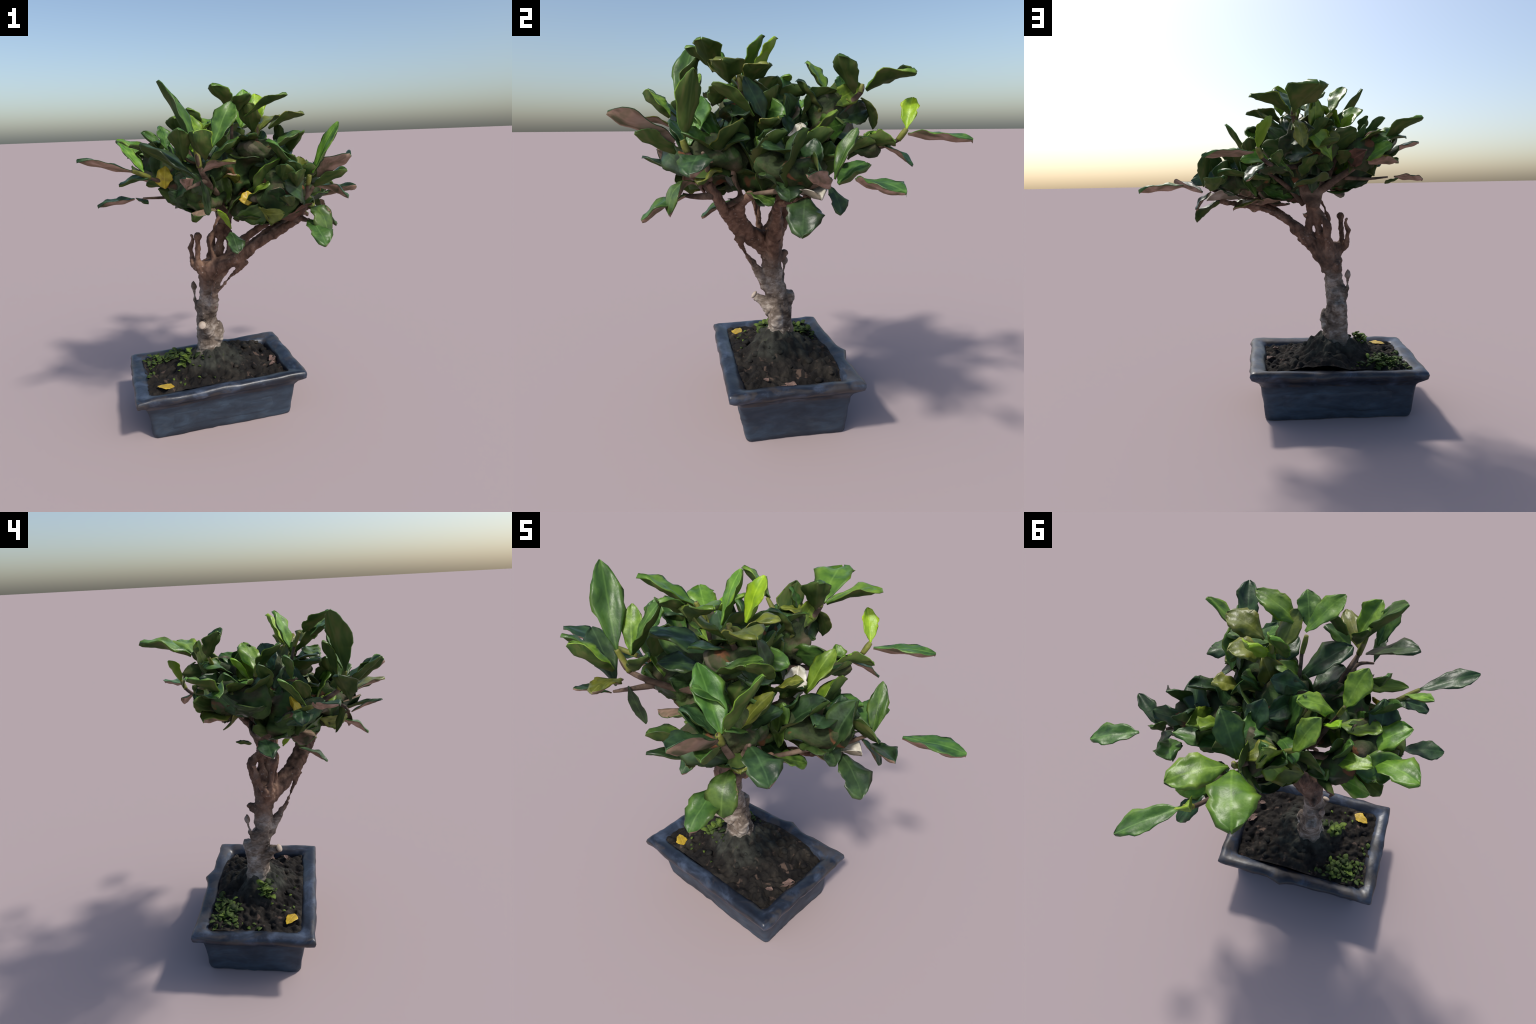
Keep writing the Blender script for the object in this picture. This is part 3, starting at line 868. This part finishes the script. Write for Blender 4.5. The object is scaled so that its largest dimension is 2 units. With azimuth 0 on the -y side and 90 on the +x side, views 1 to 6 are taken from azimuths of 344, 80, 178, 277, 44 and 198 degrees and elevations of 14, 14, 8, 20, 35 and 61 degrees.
def clothe_thicket():
    """Overlapping older leaves that cover the crowded inside of the crown."""
    rng = random.Random(5)
    me = THICKET_OBJ.data
    polys = [p for p in me.polygons if p.center.z > 1.22]
    rng.shuffle(polys)
    taken = []
    for p in polys:
        c = p.center.copy()
        if any((c - q).length < (0.112 if p.normal.z < -0.25 else 0.094) for q in taken):
            continue
        taken.append(c)
        n = p.normal.copy()
        out = V((c.x + .10, c.y + .02, 0))
        out = out.normalized() if out.length > 0.05 else V((1, 0, 0))
        swing = V((rng.uniform(-1, 1), rng.uniform(-1, 1), rng.uniform(-.2, .9)))
        d = out * 0.7 + swing * 0.8
        if n.z > 0.3:
            d.z += 0.7
        d = (d - n * d.dot(n) * 0.55).normalized()
        L = rng.uniform(0.17, 0.25)
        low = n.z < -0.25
        tint = rng.choice(("dark", "dead", "olive", "dark", "mid")) if low else rng.choice(("dark", "dark", "dark", "mid", "mid", "mid", "bright", "bright"))  # sunlight baked into tint choice: brighter greens on upper faces, duller below
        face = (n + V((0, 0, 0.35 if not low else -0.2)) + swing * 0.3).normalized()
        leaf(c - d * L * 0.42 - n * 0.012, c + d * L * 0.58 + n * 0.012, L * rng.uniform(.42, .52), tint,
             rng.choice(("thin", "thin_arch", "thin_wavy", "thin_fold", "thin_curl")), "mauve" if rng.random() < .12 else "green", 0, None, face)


# ------------------------------------------------------------------ litter, moss, pebbles
def blade(bm, base, d, length, width, mat=0):
    """Small thick leaflet of a seedling."""
    d = d.normalized()
    side = d.cross(V((0, 0, 1)))
    side = side.normalized() if side.length > 0.1 else V((1, 0, 0))
    nrm = side.cross(d)
    rows = []
    for i in range(6):
        u = i / 5
        w = width * 0.5 * math.sin(math.pi * (0.08 + 0.86 * u)) ** 0.8
        c = base + d * length * u + nrm * (0.25 * length * (u - u * u)) - V((0, 0, 0.25 * length * u * u))
        rows.append([bm.verts.new(c + side * w * s + nrm * t) for s, t in
                     ((-1, .002), (0, -.002), (1, .002), (1, -.002), (0, -.006), (-1, -.002))])
    for a, b in zip(rows, rows[1:]):
        for j in range(6):
            k = (j + 1) % 6
            f = bm.faces.new((a[j], a[k], b[k], b[j]))
            f.material_index = mat
    bm.faces.new(list(reversed(rows[0])))
    bm.faces.new(rows[-1])


def build_litter(soil):
    rng = random.Random(21)
    # moss and seedlings in the back left corner
    bm = bmesh.new()
    for k in range(120):
        if k < 84:
            x, y = rng.gauss(-0.505, 0.042), rng.gauss(0.210, 0.036)
        elif k < 106:
            x, y = rng.gauss(-0.61, 0.020), rng.uniform(0.0, 0.27)
        else:
            x, y = rng.gauss(-0.36, 0.05), rng.gauss(0.265, 0.018)
        x = max(-0.635, x)
        y = min(0.288, y)
        z = soil_height(x, y) + rng.uniform(-0.006, 0.008)
        a = rng.uniform(0, 6.28)
        L = rng.uniform(0.026, 0.062) * (1.0 if k < 84 else 0.7)
        blade(bm, V((x, y, z)), V((math.cos(a), math.sin(a), rng.uniform(0.3, 1.4))), L, L * rng.uniform(0.45, 0.75))
    bmesh.ops.recalc_face_normals(bm, faces=bm.faces)
    o = mesh_object("moss", bm, [MOSS], soil)
    o["kind"] = "stuff"
    # bright tuft beside the trunk
    bm = bmesh.new()
    for k in range(24):
        a = rng.uniform(0, 6.28)
        c = V((-0.392 + rng.gauss(0, .022), -0.018 + rng.gauss(0, .024), 0))
        c.z = soil_height(c.x, c.y) + rng.uniform(0.0, 0.035)
        L = rng.uniform(0.030, 0.062)
        blade(bm, c, V((math.cos(a), math.sin(a), rng.uniform(0.2, 1.2))), L, L * .6)
    for k in range(14):
        x, y = rng.uniform(-.55, -.15), rng.uniform(-.19, -.03)
        blade(bm, V((x, y, soil_height(x, y))), V((rng.uniform(-1, 1), rng.uniform(-1, 1), .5)), .022, .014)
    bmesh.ops.recalc_face_normals(bm, faces=bm.faces)
    o = mesh_object("seedling_tuft", bm, [MOSS], soil)
    o["kind"] = "stuff"
    # fallen yellow leaf
    z = soil_height(-.556, -.169)
    f = leaf((-.600, -.145, max(z, .262) + .014), (-.505, -.188, max(z, .262) + .016), .054, "yellow", "flat", "yellow", 0, soil)
    f.name = "fallen_leaf"
    f.matrix_world = f.matrix_world @ Matrix.Diagonal((1, 1.15, .35, 1))
    for (x, y, L, w, a) in ((.165, .015, .085, .042, 1.0), (.13, -.10, .045, .025, .4)):
        z = soil_height(x, y)
        d = V((math.cos(a), math.sin(a), .15)) * L * .5
        c = leaf(V((x, y, z + .012)) - d, V((x, y, z + .014)) + d, w, "dead", "cup", "dead", 0, soil)
        c.name = "bark_chip"
        c.material_slots[0].material = CHIP
    # clods and pebbles
    for k in range(22):
        x = POT_TOP[0] + rng.uniform(-.39, .39)
        y = POT_TOP[1] + rng.uniform(-.22, .22)
        if math.hypot(x - TRUNK_FOOT.x, y - TRUNK_FOOT.y) < .11:
            continue
        r = rng.uniform(.009, .024)
        bm = bmesh.new()
        bmesh.ops.create_icosphere(bm, subdivisions=2, radius=r)
        for v in bm.verts:
            v.co += v.normal * r * .35 * noise.noise(v.co / r + V((k, 0, 0)))
            v.co.z *= .7
        bm.transform(Matrix.Translation((x, y, soil_height(x, y) + r * .2)))
        mesh_object("clod", bm, [SOIL], soil)


build_pot()
SOIL_OBJ = build_soil()
TRUNK = build_trunk()
build_branches(TRUNK)
THICKET_OBJ = build_thicket()
build_leaves()
build_litter(SOIL_OBJ)
